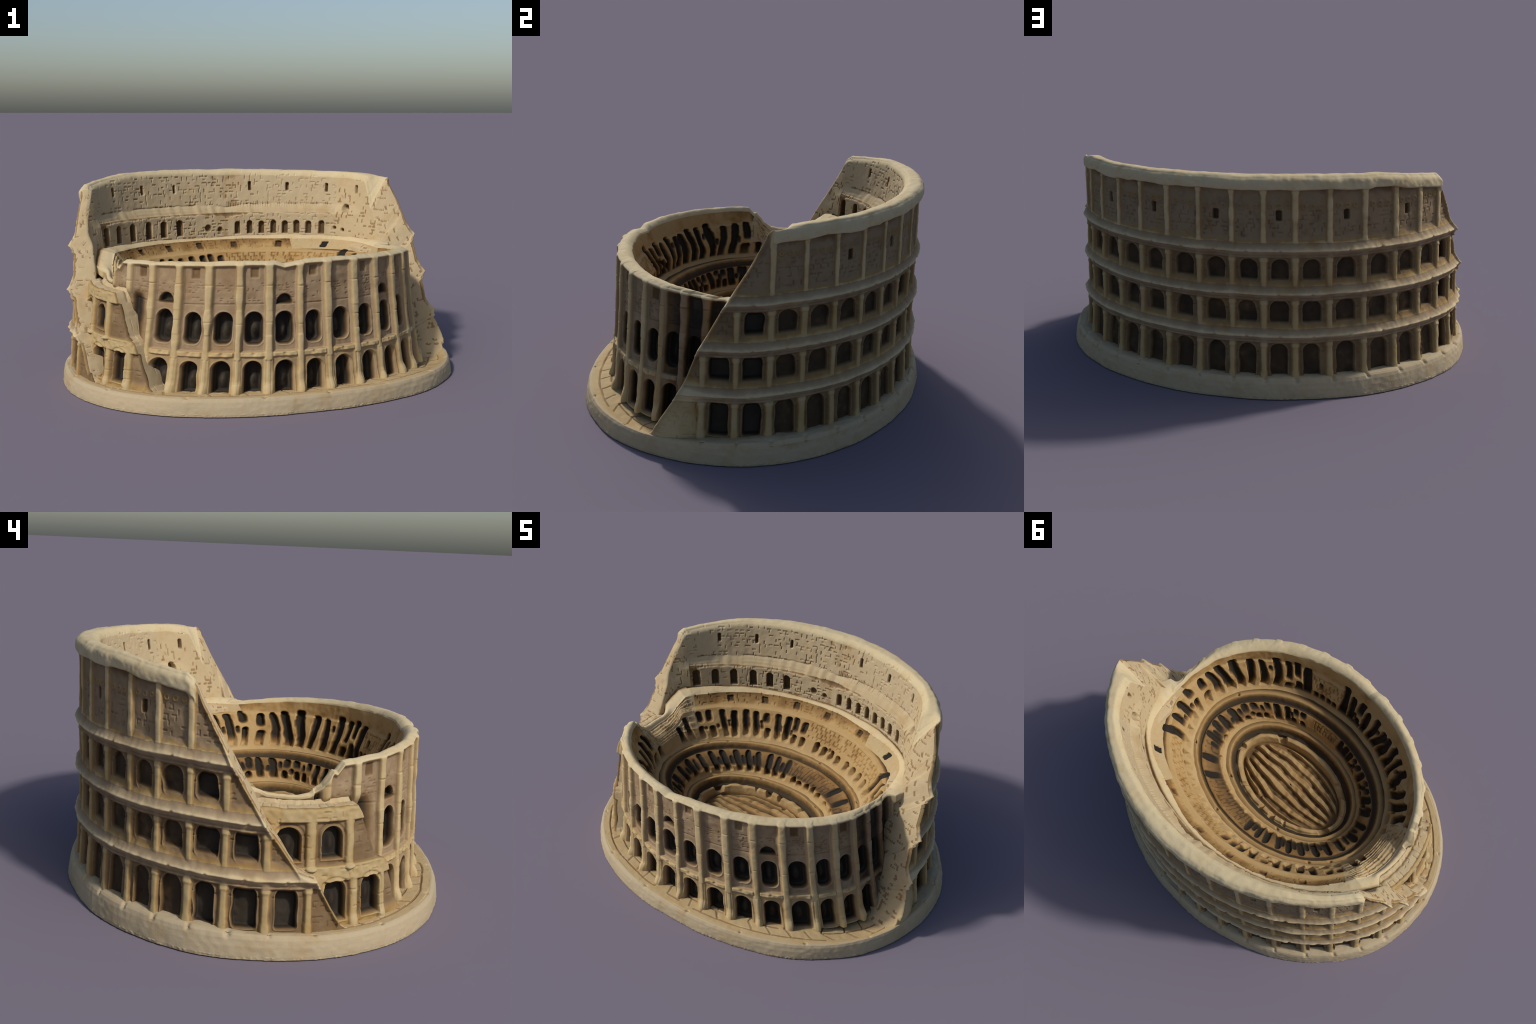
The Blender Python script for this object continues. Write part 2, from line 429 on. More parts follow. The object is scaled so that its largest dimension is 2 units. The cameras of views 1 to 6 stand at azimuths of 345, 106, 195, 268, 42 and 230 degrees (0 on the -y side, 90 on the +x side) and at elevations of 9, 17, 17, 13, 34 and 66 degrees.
    D = D + 0.062 * ss(5, -8, TH) * ss(0.40, 0.08, Z) - 0.008 * np.sin(2 * np.broadcast_to(ph, (NR, NC))) ** 2 * ss(-0.09, -0.03, Z - H)
    out = push(Pn, OW.c, D)
    OUT = np.concatenate([out, Z[..., None]], -1)
    kc = np.argmax(zk[:, None] >= H, axis=0)
    kc = np.where((zk[:, None] >= H).any(0), kc, NR - 1)

    # ---- inner face, from the top down
    h_in = np.minimum(h, table(cutang(th) - 6.0 * ss(40, 17, th), CUT) - 0.009 * rim1)
    zi = np.linspace(0.99, 0.50, 150)
    NI = len(zi)
    Zi = np.minimum(zi[:, None], h_in[None])
    a, b = iw_ab(Zi)
    THi, Si = np.broadcast_to(th, (NI, NC)), np.broadcast_to(s, (NI, NC))
    Hi = np.broadcast_to(h_in, (NI, NC))
    IW = Oval(*IWC)
    php = np.arctan2(*(IW_local(p0, IWC)[:, ::-1] / [0.63, 0.85]).T)
    PHI = np.broadcast_to(php, (NI, NC))
    # shelf is broken: lower and sloping on the left, wavy in the middle, higher and ragged on the right
    sag = table(th, [(-9, 0), (60, -.004), (84, .0), (93, .018), (98, .008), (104, .0), (200, .006)]) + 0.004 * vnoise(np.stack([s, s * 0, s * 0], -1), 30, 31)
    wide = table(th, [(-13, 0), (24, 0), (37, 1), (44, 1.0), (88, 1.0), (97, .95), (103, .95), (110, 1), (160, 1), (166, 0.3), (172, 0)])
    aa, bb = iw_ab(Zi + sag)
    au, bu = np.interp(Zi, [0.55, 0.95], [0.812, 0.880]), np.interp(Zi, [0.55, 0.95], [0.588, 0.680])
    a, b = lerp(au, aa, wide), lerp(bu, bb, wide)
    Pi = IW.at(PHI, a, b)
    P3i = np.concatenate([Pi, Zi[..., None]], -1)
    m1, m2 = vnoise(P3i, 18, 5), vnoise(P3i, 55, 6)
    Di = 0.0022 * m1 + 0.0008 * m2
    # tapering of the ends
    Di = Di - (0.050 + 0.07 * ss(.61, .57, Zi)) * ss(41, 17, THi) + 0.02 * ss(165, 171, THi) * ss(.64, .72, Zi)
    jn = joints(Si, Zi, 0.0175, 0.036, 77, 0.27, w=0.0042) * np.where((THi < 37.5) | (THi > 164.5), hsh(np.floor(Si / 0.05), np.floor(Zi / 0.04), np.int64(78)) < 0.5, 1.0)
    dash = joints(Si, Zi, 0.05, 0.011, 91, 0.0, vert=1.0) * 0
    Di = Di + 0.0038 * jn * (1 - ss(0.745, 0.75, Zi) * ss(0.785, 0.78, Zi) * wide) * ss(0.965, 0.95, Zi)
    # ragged short strokes above the right-hand shelf
    strokes = (np.abs((Si / 0.0115) % 1 - 0.5) < 0.16) & (hsh(np.floor(Si / 0.0115), np.int64(3)) < 0.75) & (THi > 40) & (THi < 92) & (Zi > 0.772) & (Zi < 0.790 + 0.012 * hsh(np.floor(Si / 0.0115), np.int64(4)))
    Di = Di + 0.004 * strokes
    for zg, dg in ((0.788, .0035), (0.752, .003), (0.768, .002)):
        Di = Di + dg * np.exp(-((Zi + sag - zg) / 0.0028) ** 2) * (wide > 0.5) * (vnoise(np.stack([Si, Si * 0 + zg, Si * 0], -1), 11, 33) > -0.25)
    openings = np.zeros((NI, NC), int)
    hole_all = np.zeros((NI, NC))
    def local(t):
        return Si - np.interp(t, th, s)
    scale = 0.80                                   # inner oval is shorter than the outer arc length
    n = 0
    slits = []
    for i, t in enumerate((151.8, 136.4, 119.7, 79.0, 60.2, 42.3, 28.2)):
        sd = box_sdf(local(t) * scale, Zi - 0.888 + 0.004 * (i % 3) + (0.012 if i == 6 else 0), 0.0062, 0.021 + 0.002 * (i % 2)) + 0.0012 * m2
        f = fade(sd, 0.0035)
        hole_all = np.maximum(hole_all, f)
        Di = lerp(Di, 0.020, f)
        openings[sd < 0.001] = 100 + i
    for i, t in enumerate((161.8, 154.0, 146.0, 137.0, 128.8, 119.8)):
        sd = arch_sdf(local(t) * scale, Zi, 0.0175, 0.628, 0.716 - 0.004 * (i > 3), 0.1) + 0.0015 * m2
        f = fade(sd, 0.004)
        Di = lerp(Di, 0.028, f); openings[sd < 0.001] = 200 + i
    for i, t in enumerate((87.0, 80.2, 73.8, 67.4, 61.4, 55.6, 49.8, 43.7)):
        sd = arch_sdf(local(t) * scale, Zi, 0.0135, 0.626, 0.693 + 0.003 * (i % 2), 0.05) + 0.0012 * m2
        f = fade(sd, 0.004)
        Di = lerp(Di, 0.022, f); openings[sd < 0.001] = 220 + i
    for i, (t, r, zc) in enumerate(((103.8, 0.017, .662), (96.9, 0.012, .652), (37.5, .008, .66), (33.5, .008, .65))):
        sd = np.sqrt((local(t) * scale) ** 2 + (Zi - zc) ** 2) - r
        f = fade(sd, 0.005)
        Di = lerp(Di, 0.016, f); openings[sd < 0.001] = 240 + i
    sd = np.sqrt((local(32.8) * scale) ** 2 + ((Zi - 0.768) / 1.15) ** 2) - 0.017
    Di = lerp(Di, 0.022, fade(sd, 0.006)); openings[sd < 0.001] = 250
    # rounded inner upper edge
    ri = np.broadcast_to(lerp(0.010, 0.024, rimmed[0]), (NI, NC))
    e = np.clip((Zi - (Hi - ri)) / ri, 0, 1) * 0.88
    Di = Di + ri * (1 - np.sqrt(np.clip(1 - e * e, 0, 1)))
    inn = push(Pi, IW.c, Di)
    INN = np.concatenate([inn, Zi[..., None]], -1)
    # inner face never outside the outer one
    ro = np.linalg.norm(OUT[np.minimum(kc, NR - 1), np.arange(NC), :2] - OW.c, axis=-1)
    # ---- cap between them
    NCAP = 22
    t = np.linspace(0, 1, NCAP + 2)[1:-1]
    A = OUT[NR - 1]
    Bq = INN[0]
    CAP = A[None] + (Bq - A)[None] * t[:, None, None]
    bump = 1 - (2 * t[:, None] - 1) ** 4
    CAP[..., 2] += bump * lerp(0.004, 0.009, rimmed[0])[None]
    w = np.linalg.norm(Bq[:, :2] - A[:, :2], axis=1)
    cutz = (1 - rimmed[0])[None] * ss(0.25, 0.6, w[None] * 4)
    capS = np.broadcast_to(s, (NCAP, NC))
    rr = t[:, None] * w[None]
    jc = joints(rr + 0.5, CAP[..., 2] + 0.3, 0.020, 0.038, 131, 0.30, w=0.005) * (rimmed[0] < .5)[None]
    cv = vnoise(CAP, 30, 9)
    CAP[..., 2] += (-0.006 * jc + 0.004 * cv) * (1 - rimmed[0])[None] * np.minimum(1, np.minimum(t, 1 - t) * 8)[:, None] + 0.0015 * vnoise(CAP, 40, 12)
    P = np.concatenate([OUT, CAP, INN])
    idx = np.arange(P.shape[0] * NC).reshape(P.shape[0], NC)
    k = np.arange(NR)[:, None]
    idx[:NR] = np.minimum(k, kc[None]) * NC + np.arange(NC)[None]
    # move the cap's neighbour to the clamped vertex
    ki = NI - 1 - np.argmax((zi[:, None] >= h_in[None])[::-1], axis=0)
    ki = np.where((zi[:, None] >= h_in[None]).any(0), ki, 0)
    kk = np.arange(NI)[:, None]
    idx[NR + NCAP:] = (NR + NCAP + np.maximum(kk, ki[None])) * NC + np.arange(NC)[None]
    # ---- regions
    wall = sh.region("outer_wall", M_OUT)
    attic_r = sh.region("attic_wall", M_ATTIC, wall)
    c_ids = [sh.region("cornice", M_CORN, wall) for _ in range(3)]
    rim_r = sh.region("rim", M_RIM, wall)
    cut_r = sh.region("broken_end", M_CUT, wall)
    inner_up = sh.region("inner_face", M_INU, wall)
    inner_lo = sh.region("arcade_wall", M_INL, wall)
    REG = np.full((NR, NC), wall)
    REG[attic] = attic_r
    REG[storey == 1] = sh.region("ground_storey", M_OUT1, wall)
    for st in (1, 2, 3, 4):
        for c in range(len(BAYS)):
            m = (storey == st) & has_col & (COL == c) & (E < wc) & ~hole.astype(bool)
            if m.any():
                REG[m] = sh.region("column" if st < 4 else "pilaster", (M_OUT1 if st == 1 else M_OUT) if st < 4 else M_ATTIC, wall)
        for c in range(len(BAYS) - 1):
            m = (storey == st) & ((hole > 0.5) if st < 4 else (wh > 0.5)) & (BAY == c)
            if m.any():
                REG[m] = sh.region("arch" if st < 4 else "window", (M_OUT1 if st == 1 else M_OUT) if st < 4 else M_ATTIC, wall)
    for zl, cid in zip((zl1, zl2, zl3), c_ids):
        REG[(Z > zl - 0.036) & (Z < zl + 0.030) & (D > -0.0105) & (hole < 0.3)] = cid
    REG[(rimmed > 0.5) & (Z > H - 0.062) & (D > 0.003)] = rim_r
    REG[(rimmed > 0.5) & (Z > H - 0.03)] = rim_r
    REGc = np.where(np.broadcast_to(rimmed[0], (NCAP, NC)) > 0.5, rim_r, cut_r)
    REGc = np.where((REGc == cut_r) & (jc > 0.45), sh.region("worn_joint", M_JOINT, wall), REGc)
    REGi = np.where(Zi > 0.745, inner_up, inner_lo)
    REGi = np.where((Zi > Hi - 0.022) & (rimmed[0] > 0.5)[None], rim_r, REGi)
    REGi = np.where((rimmed[0] < 0.5)[None] & (Zi > Hi - 0.01), cut_r, REGi)
    endp = ((THi < 37.5) | (THi > 164.5)) & (openings == 0) & (REGi != rim_r)
    REGi = np.where(endp & (REGi != cut_r), sh.region("end_pier", M_CUT, wall), REGi)
    REGi = np.where(endp & (jn > 0.5), sh.region("worn_joint", M_JOINT, wall), REGi)
    for v in np.unique(openings[openings > 0]):
        REGi[openings == v] = sh.region("window" if v < 200 else "niche", M_INU if v < 200 or v == 250 else M_INL, wall)
    R = np.concatenate([REG, REGc, REGi])
    FR = R[:-1, :-1]
    build(P, idx, FR, sh, False)

def IW_local(p, c):
    q = rad(3.0)
    d = p - np.array(c)
    return np.stack([d[:, 0] * math.cos(q) + d[:, 1] * math.sin(q), d[:, 1] * math.cos(q) - d[:, 0] * math.sin(q)], -1)

# ------------------------------------------------------------------ 2 STEPPED RUIN (second ring, left)
def stepped_ruin():
    sh = Sheet()
    am, bm = mw_ab(0.3)
    NC, NR = 300, 160
    ph = np.linspace(MW.phi_of(165, am, bm), MW.phi_of(222, am, bm), NC)
    p0 = MW.at(ph, am, bm)
    th = np.degrees(np.arctan2(p0[:, 1], p0[:, 0])) % 360
    s = np.concatenate([[0], np.cumsum(np.linalg.norm(np.diff(p0, axis=0), axis=1))])
    h = table(th, [(160, .497), (204.2, .497), (205.4, .47), (209.5, .335), (210.5, .305), (213.2, .285), (214.2, .268), (217.0, .17), (219.4, .09), (222, .06)])
    h = h + 0.003 * vnoise(np.stack([s, s * 0, s * 0], -1), 25, 41)
    zk = np.linspace(0.06, 0.51, NR)
    H = np.broadcast_to(h, (NR, NC))
    Z = np.minimum(zk[:, None], H)
    S, TH = np.broadcast_to(s, (NR, NC)), np.broadcast_to(th, (NR, NC))
    Pn = MW.at(np.broadcast_to(ph, (NR, NC)), *mw_ab(Z))
    P3 = np.concatenate([Pn, Z[..., None]], -1)
    n1, n2 = vnoise(P3, 22, 42), vnoise(P3, 60, 43)
    at = lambda t: S - np.interp(t, th, s)
    D = np.full((NR, NC), -0.014) + 0.003 * n1 + 0.001 * n2
    reg = np.zeros((NR, NC), int)
    wall = sh.region("stepped_ruin", M_MW)
    cor = sh.region("cornice", M_MW, wall)
    for zl, z0, z1, cols in ((0.285, 0.09, 0.255, (194.5, 203.2, 212.0)), (0.497, 0.30, 0.452, (183.5, 192.2, 202.0))):
        for t in cols:
            d = np.abs(at(t)) / (0.020 + 0.004 * ss(z1 - .03, z1, Z))
            m = (Z > z0 - .02) & (Z < z1 + 0.02)
            cp = np.sqrt(np.clip(1 - d * d, 0, 1)) * 0.015 * m
            D = D + cp
            k = m & (d < 1)
            if k.any():
                reg[k] = sh.region("column", M_MW, wall)
        band = ss(zl - 0.055, zl - 0.048, Z) * ss(zl + 0.012, zl + 0.004, Z)
        D = np.maximum(D, lerp(-0.03, 0.001 + 0.003 * n2, band))
        reg[band > 0.5] = cor
    for zb, zt, t, w in ((0.315, 0.425, 186.9, .042), (0.318, 0.424, 197.4, 0.036), (0.10, 0.235, 198.2, 0.040), (0.10, 0.236, 208.3, 0.036), (.10, .235, 189, .04)):
        sd = arch_sdf(at(t) + 0.002 * n1, Z, w, zb, zt, 0.1)
        D = D + 0.006 * np.exp(-((sd - 0.007) / 0.004) ** 2)
        D = D - 0.004 * np.exp(-((sd - 0.018) / 0.003) ** 2) * (Z > zb)
        f = fade(sd, 0.006)
        belly = np.exp(-(at(t) / (0.6 * w)) ** 2 - ((Z - (zb + zt) / 2) / 0.05) ** 2)
        D = lerp(D, -0.050 + 0.016 * belly, f)
        reg[f > 0.5] = sh.region("arch", M_MW, wall)
    D = D - 0.003 * joints(S, Z, 0.02, 0.045, 55, 0.25) * (D > -0.02)
    e = np.clip((Z - (H - 0.014)) / 0.014, 0, 1)
    D = D - 0.011 * (1 - np.sqrt(np.clip(1 - e * e, 0, 1)))
    D = D + 0.008 * ss(0.12, 0.085, Z)
    OUT = np.concatenate([push(Pn, MW.c, D), Z[..., None]], -1)
    kc = np.argmax(zk[:, None] >= H, axis=0)
    kc = np.where((zk[:, None] >= H).any(0), kc, NR - 1)
    NCAP = 50
    t = np.linspace(0, 1, NCAP + 1)[1:]
    A = OUT[NR - 1]
    inner = MW.at(ph, 0.735, 0.565)
    B = np.concatenate([inner, (h + 0.008 * (h > 0.4))[:, None]], -1)
    CAP = A[None] + (B - A)[None] * t[:, None, None]
    w = np.linalg.norm(B - A, axis=1)
    rr = t[:, None] * w[None]
    flat = (h > 0.45)[None]
    CAP[..., 2] += flat * (-0.010 * np.exp(-((rr - 0.052) / 0.008) ** 2) - 0.007 * np.exp(-((rr - 0.085) / 0.006) ** 2) + 0.006 * np.exp(-((rr - 0.067) / 0.008) ** 2))
    CAP[..., 2] += 0.002 * vnoise(CAP, 40, 44) - 0.003 * joints(np.broadcast_to(s, (NCAP, NC)), rr, 0.03, 0.03, 61, 0.4)
    P = np.concatenate([OUT, CAP])
    idx = np.arange(P.shape[0] * NC).reshape(P.shape[0], NC)
    idx[:NR] = np.minimum(np.arange(NR)[:, None], kc[None]) * NC + np.arange(NC)[None]
    top = sh.region("broken_top", M_CUT, wall)
    R = np.concatenate([reg, np.full((NCAP, NC), top)])
    build(P, idx, R[:-1, :-1], sh, False)

# ------------------------------------------------------------------ 3 LOW FRONT WALL + 4 SEATING BOWL + ARENA : one closed sheet
FBAYS = np.array([-172.0, -163.0, -153.9, -144.2, -134.2, -123.5, -112.4, -101.3, -89.2, -77.6, -65.3, -53.9, -43.0, -33.0, -24.0, -16.0, -8.5, -1.0, 7.0])
RIMZ = [(-160, .60), (-158, .632), (-150, .640), (-130, .648), (-108, .655), (-99, .654), (-95.5, .641), (-92, .648), (-86, .658), (-70, .658), (-45, .648), (-25, .637), (-10, .619), (2, .603), (12, .610), (30, .615), (60, .617), (120, .617),
        (160, .618), (168, .622), (171.5, .618), (174.5, .585), (178, .545), (182, .522), (190, .515), (193, .522), (196, .552), (199, .605), (200, .60)]
# rings of the bowl, from the rim to the arena: centre, half axes, height
TILT = 0.0190            # the whole bowl rises a little towards the low front wall
RINGS = [  # cx, cy, a, b, z
    ("lip", -.034, -.040, .714, .570, None),
    ("face", -.020, -.052, .694, .534, .548),
    ("gallery", -.016, -.058, .676, .516, .540),
    ("shoulder", -.013, -.064, .618, .460, .452),
    ("tier", -.015, -.078, .589, .445, .396),
    ("walk", -.015, -.075, .577, .429, .382),
    ("walk", -.014, -.067, .556, .398, .385),
    ("gutter", -.013, -.062, .536, .380, .350),
    ("lower_tier", -.012, -.058, .520, .366, .356),
    ("lower_shoulder", -.010, -.088, .436, .300, .306),
    ("lower_tier_foot", -.012, -.092, .430, .294, .272),
    ("lower_walk", -.015, -.093, .416, .281, .259),
    ("lower_walk", -.015, -.093, .392, .259, .264),
    ("moat", -.016, -.093, .376, .243, .220),
    ("moat", -.017, -.093, .360, .224, .218),
    ("stub", -.017, -.093, .351, .215, .233),
    ("stub", -.017, -.093, .334, .196, .232),
    ("pit", -.017, -.093, .324, .184, .190),
]
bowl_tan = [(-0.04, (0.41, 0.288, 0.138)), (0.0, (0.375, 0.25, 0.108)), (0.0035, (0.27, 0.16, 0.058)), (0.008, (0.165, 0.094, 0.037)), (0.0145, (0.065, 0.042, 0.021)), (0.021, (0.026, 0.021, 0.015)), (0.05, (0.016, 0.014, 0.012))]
def ringp(i, z=None):
    return RINGS[i][1:5]
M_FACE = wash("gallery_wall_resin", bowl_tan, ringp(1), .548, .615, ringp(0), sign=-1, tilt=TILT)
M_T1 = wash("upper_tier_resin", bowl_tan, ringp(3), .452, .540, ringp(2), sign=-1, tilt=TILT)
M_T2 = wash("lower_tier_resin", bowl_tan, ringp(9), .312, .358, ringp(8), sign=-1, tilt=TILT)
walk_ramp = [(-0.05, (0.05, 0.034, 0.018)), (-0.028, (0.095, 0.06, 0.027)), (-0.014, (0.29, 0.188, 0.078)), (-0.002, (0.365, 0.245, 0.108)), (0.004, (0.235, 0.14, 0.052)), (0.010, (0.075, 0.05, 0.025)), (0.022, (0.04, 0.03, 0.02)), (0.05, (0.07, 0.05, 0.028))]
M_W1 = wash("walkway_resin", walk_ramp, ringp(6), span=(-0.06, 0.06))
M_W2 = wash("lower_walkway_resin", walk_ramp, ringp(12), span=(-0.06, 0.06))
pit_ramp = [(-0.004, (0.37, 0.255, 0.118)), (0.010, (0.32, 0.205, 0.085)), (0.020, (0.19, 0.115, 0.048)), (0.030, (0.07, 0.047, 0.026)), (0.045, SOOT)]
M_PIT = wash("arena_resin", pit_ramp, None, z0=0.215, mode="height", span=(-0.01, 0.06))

M_TERR = wash("terrace_resin", [(-0.02, (0.16, 0.10, 0.05)), (0.004, (0.16, 0.10, 0.05)), (0.012, (0.36, 0.26, 0.14)), (0.020, (0.50, 0.40, 0.235)), (0.08, (0.54, 0.44, 0.27))], (*IWC, *[float(v) for v in iw_ab(0.60)]), span=(-0.03, 0.08))

def bowl():
    sh = Sheet()
    NC = 1320
    ph = np.linspace(0, TAU, NC, endpoint=False)
    base_a, base_b = fw_ab(0.4)
    p0 = FW.at(ph, base_a, base_b)
    th = np.degrees(np.arctan2(p0[:, 1], p0[:, 0]))
    thw = np.where(th < -160, th + 360, th)        # -160 .. 200
    rim = table(thw, RIMZ)
    # ---------------- outer face (visible in front)
    seg = np.linalg.norm(np.diff(np.concatenate([p0, p0[:1]]), axis=0), axis=1)
    s = np.concatenate([[0], np.cumsum(seg)[:-1]])
    s0 = np.interp(-179.9, np.sort(th), s[np.argsort(th)])
    s = (s - s0) % seg.sum()
    srt = np.argsort(th)
    sb = np.interp(FBAYS, th[srt], s[srt])
    bay = np.clip(np.searchsorted(sb, s) - 1, 0, len(sb) - 2)
    u = s - (sb[bay] + sb[bay + 1]) / 2
    edge = np.abs((sb[bay + 1] - sb[bay]) / 2) - np.abs(u)
    edge = np.where((s > sb[-1]) | (s < sb[0]), 1.0, edge)
    col = np.where(u > 0, bay + 1, bay)
    front = ss(7, 3, th) * ss(-164, -160, th) if False else ((th > -166) & (th < 6)).astype(float)
    NO = 190
    tt = np.linspace(0, 1, NO)[:, None]
    sc = lambda v: np.broadcast_to(v, (NO, NC))
    Z = 0.06 + (rim[None] - 0.06) * tt
    # the terrace behind: the sheet steps out under the tall wall
    hid = ss(9, 20, thw) * ss(200, 190, thw)
    ter = ss(3, 14, thw) * ss(181, 173, thw)
    widen = 1 + 0.115 * ter[None] * ss(-0.06, -0.03, Z - rim[None]) - 0.12 * hid[None] * ss(-0.06, -0.09, Z - rim[None]) - 0.03 * (ss(173, 181, thw) * ss(198, 193, thw))[None]
    widen = widen - 0.035 * ((thw > 190) * ss(213, 206, thw) * ss(0.52, 0.47, Z / 1.0) if False else ss(0.52, 0.46, Z) * (ss(-146, -152, th) * (th < -100))[None])
    a, b = fw_ab(Z)
    Pn = FW.at(sc(ph), a * widen, b * widen)
    P3 = np.concatenate([Pn, Z[..., None]], -1)
    n1, n2 = vnoise(P3, 20, 61), vnoise(P3, 60, 62)
    U, E, BAY, COL, TH = sc(u), sc(edge), sc(bay), sc(col), sc(th)
    jit = hsh(COL, np.int64(15)) - .5
    ja, jb = hsh(BAY, np.int64(16)) - .5, hsh(BAY, np.int64(17)) - .5
    wp = 0.0225 * (1 + 0.25 * jit) * (1 - 0.12 * ss(.42, .36, Z) + 0.14 * n1)
    E2 = E + 0.003 * vnoise(np.stack([COL * 7.1, Z * 14, Z * 0], -1), 1, 66)
    cp = np.sqrt(np.clip(1 - (E2 / wp) ** 2, 0, 1)) * 0.5 + 0.5 * ss(wp, wp * 0.55, E2)
    up = ss(0.255, 0.262, Z)
    panel = lerp(-0.011, -0.021, up) * (1 - 0.75 * ss(-0.026, -0.006, Z - rim[None]))
    D = panel * (1 - cp) * (E < 0.5) + 0.004 * cp * (hsh(COL, np.floor(Z * 9), np.int64(3)) - .5)
    D = D - 0.004 * cp * np.exp(-((Z - 0.552 - 0.01 * jit) / 0.002) ** 2) - 0.003 * cp * np.exp(-((Z - 0.385 - 0.03 * jit) / 0.002) ** 2)
    # lower storey: pilasters split by grooves, cornice blocks between
    D = D - 0.005 * np.exp(-((E - 0.010 - 0.003 * jit) / 0.0022) ** 2) * (Z < 0.225) * (jit > -0.2)
    blk = ss(0.232, 0.237, Z) * ss(0.262, 0.256, Z) * (E > wp * 0.9) * (E < .5)
    D = lerp(D, -0.002 + 0.003 * n2, blk)
    D = D - 0.006 * np.exp(-((Z - 0.236) / 0.0022) ** 2) * (E > wp * 0.9) * (E < .5) * (ja > -0.3)
    D = D - 0.008 * np.exp(-(((U - .01 * ja) / 0.008) ** 2 + ((Z - 0.252) / 0.007) ** 2)) * (jb > 0)
    # upper panels: groove, masonry dashes, small square windows and lunettes
    D = D - 0.004 * np.exp(-((Z - 0.470 - 0.006 * ja) / 0.0022) ** 2) * (E > wp)
    D = D - 0.003 * joints(sc(s), Z, 0.011, 0.022, 201, 0.38, w=0.003, vert=0.08) * (E > wp * 1.1) * (Z > 0.475) * (Z < 0.565) * (E < .5)
    k = BAY % 4                                     # rhythm of the bays
    win = ((BAY % 2) == 0) & (BAY >= 2) & (BAY <= 16)
    WIN = {3: 1, 5: 1, 7: 1, 9: 1, 11: 1, 13: 1, 15: 1}
    win = np.isin(BAY, [2 + 0, 5, 7, 9, 11, 13, 15]) if False else win
    wd = box_sdf(U + 0.006 * ja, Z - (rim[None] - 0.046), 0.0185, 0.0225) + 0.0015 * n1
    wh = fade(wd, 0.004) * win * (E < .5)
    D = lerp(D, -0.030, wh * 0.8)
    lun = np.isin(BAY, [3, 7, 11])
    ld = np.maximum(np.sqrt(U * U + ((Z - 0.468) / 1.15) ** 2) - 0.036, 0.470 - Z)
    lh = fade(ld, 0.005) * lun
    D = lerp(D, -0.055, lh)
    holes = np.maximum(wh, lh)
    kind = np.where(wh > .5, 1, np.where(lh > .5, 2, 0))
    arches = (BAY >= 2) & (BAY <= 16) & (E < .5)
    for zb, zt, w, lo in ((0.292, 0.430, 0.0365, 3), (0.070, 0.212, 0.0365, 4)):
        wv = w * (1 + 0.2 * ja) * np.where(BAY >= 13, 0.78, 1.0)
        sd = arch_sdf(U + 0.004 * jb + 0.003 * n1, Z, wv, zb + 0.006 * jb, zt + 0.008 * ja, 0.0, 0.024 if lo == 3 else 0.004)
        skip = arches & ~((lo == 3) & (BAY < 3)) & ~((lo == 4) & (BAY < 3))
        if lo == 3:
            skip = arches & (BAY >= 3)
        else:
            skip = arches & (BAY >= 3)
        f = fade(sd, 0.0085) * skip
        D = D + 0.004 * np.exp(-((sd - 0.006) / 0.004) ** 2) * skip
        belly = np.exp(-(U / (0.5 * wv)) ** 2 - ((Z - (zb + zt) / 2 + 0.015) / 0.035) ** 2)
        D = lerp(D, -0.070 + 0.021 * belly + 0.004 * n1, f)
        holes = np.maximum(holes, f)
        kind = np.where(f > .5, lo, kind)
    # roots of the pilasters spread over the pavement
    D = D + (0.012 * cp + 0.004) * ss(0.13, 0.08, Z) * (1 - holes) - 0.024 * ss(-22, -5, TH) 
    e = np.clip((Z - (rim[None] - 0.016)) / 0.016, 0, 1)
    D = D - 0.013 * (1 - np.sqrt(np.clip(1 - e * e, 0, 1)))
    D = (D + 0.0025 * n1 + 0.0009 * n2) * front[None]
    OUT = np.concatenate([push(Pn, FW.c, D), Z[..., None]], -1)
    # ---------------- bowl rings
    fr = ss(25, -5, thw) * ss(-175, -158, th) if False else ss(20, -5, thw) * (1 - ss(186, 199, thw))   # 1 in front
    fr = np.where(thw < -100, 1.0, fr)
    bulge = np.exp(-(((thw + 180) % 360 - 180 - 26) / 17.0) ** 2)
    curves = []
    for i, (nm, cx, cy, a_, b_, z_) in enumerate(RINGS):
        o = Oval(cx, cy)
        pts = o.at(ph, a_, b_)
        if nm in ("lip", "face"):
            pts = push(pts, np.array([cx, cy]), (0.055 if nm == "lip" else 0.022) * bulge)
        if z_ is None:
            z = rim - 0.014
        else:
            z = np.full(NC, z_)
            if nm in ("face", "gallery"):
                z = np.minimum(z, rim - (0.028 if nm == "face" else 0.036) - TILT * (0.4 - pts[:, 1]))
                # where the rim is broken low, the ring slides down the slope of the tier
                tr = RINGS[3]
                foot = Oval(tr[1], tr[2]).at(ph, tr[3], tr[4])
                k_ = np.clip((z - tr[5]) / (z_ - tr[5]), 0, 1)[:, None]
                pts = lerp(foot, pts, lerp(1.0, k_, 0.5))
        if z_ is not None:
            z = z + TILT * (0.4 - pts[:, 1])
        curves.append(np.concatenate([pts, z[:, None]], -1))
    # crest
    A = OUT[-1]
    lip = curves[0]
    crest = []
    NCR = 26
    for t in np.linspace(0, 1, NCR + 2)[1:-1]:
        q = A + (lip - A) * t
        q[:, 2] = lerp(A[:, 2], lip[:, 2], t ** 3) + 0.006 * math.sin(math.pi * t) + 0.003 * vnoise(q, 14, 70) + 0.001 * vnoise(q, 60, 71)
        crest.append(q)
    crest = np.array(crest)
    ia, ib = iw_ab(0.60)
    dl = IW_local(crest.reshape(-1, 3)[:, :2], IWC) / [ia, ib]
    ins = (1 - np.linalg.norm(dl, axis=1).reshape(crest.shape[:2])) * 0.7
    crest[..., 2] -= 0.010 * np.exp(-((ins - 0.002) / 0.008) ** 2) * ((thw > 20) & (thw < 168))[None]
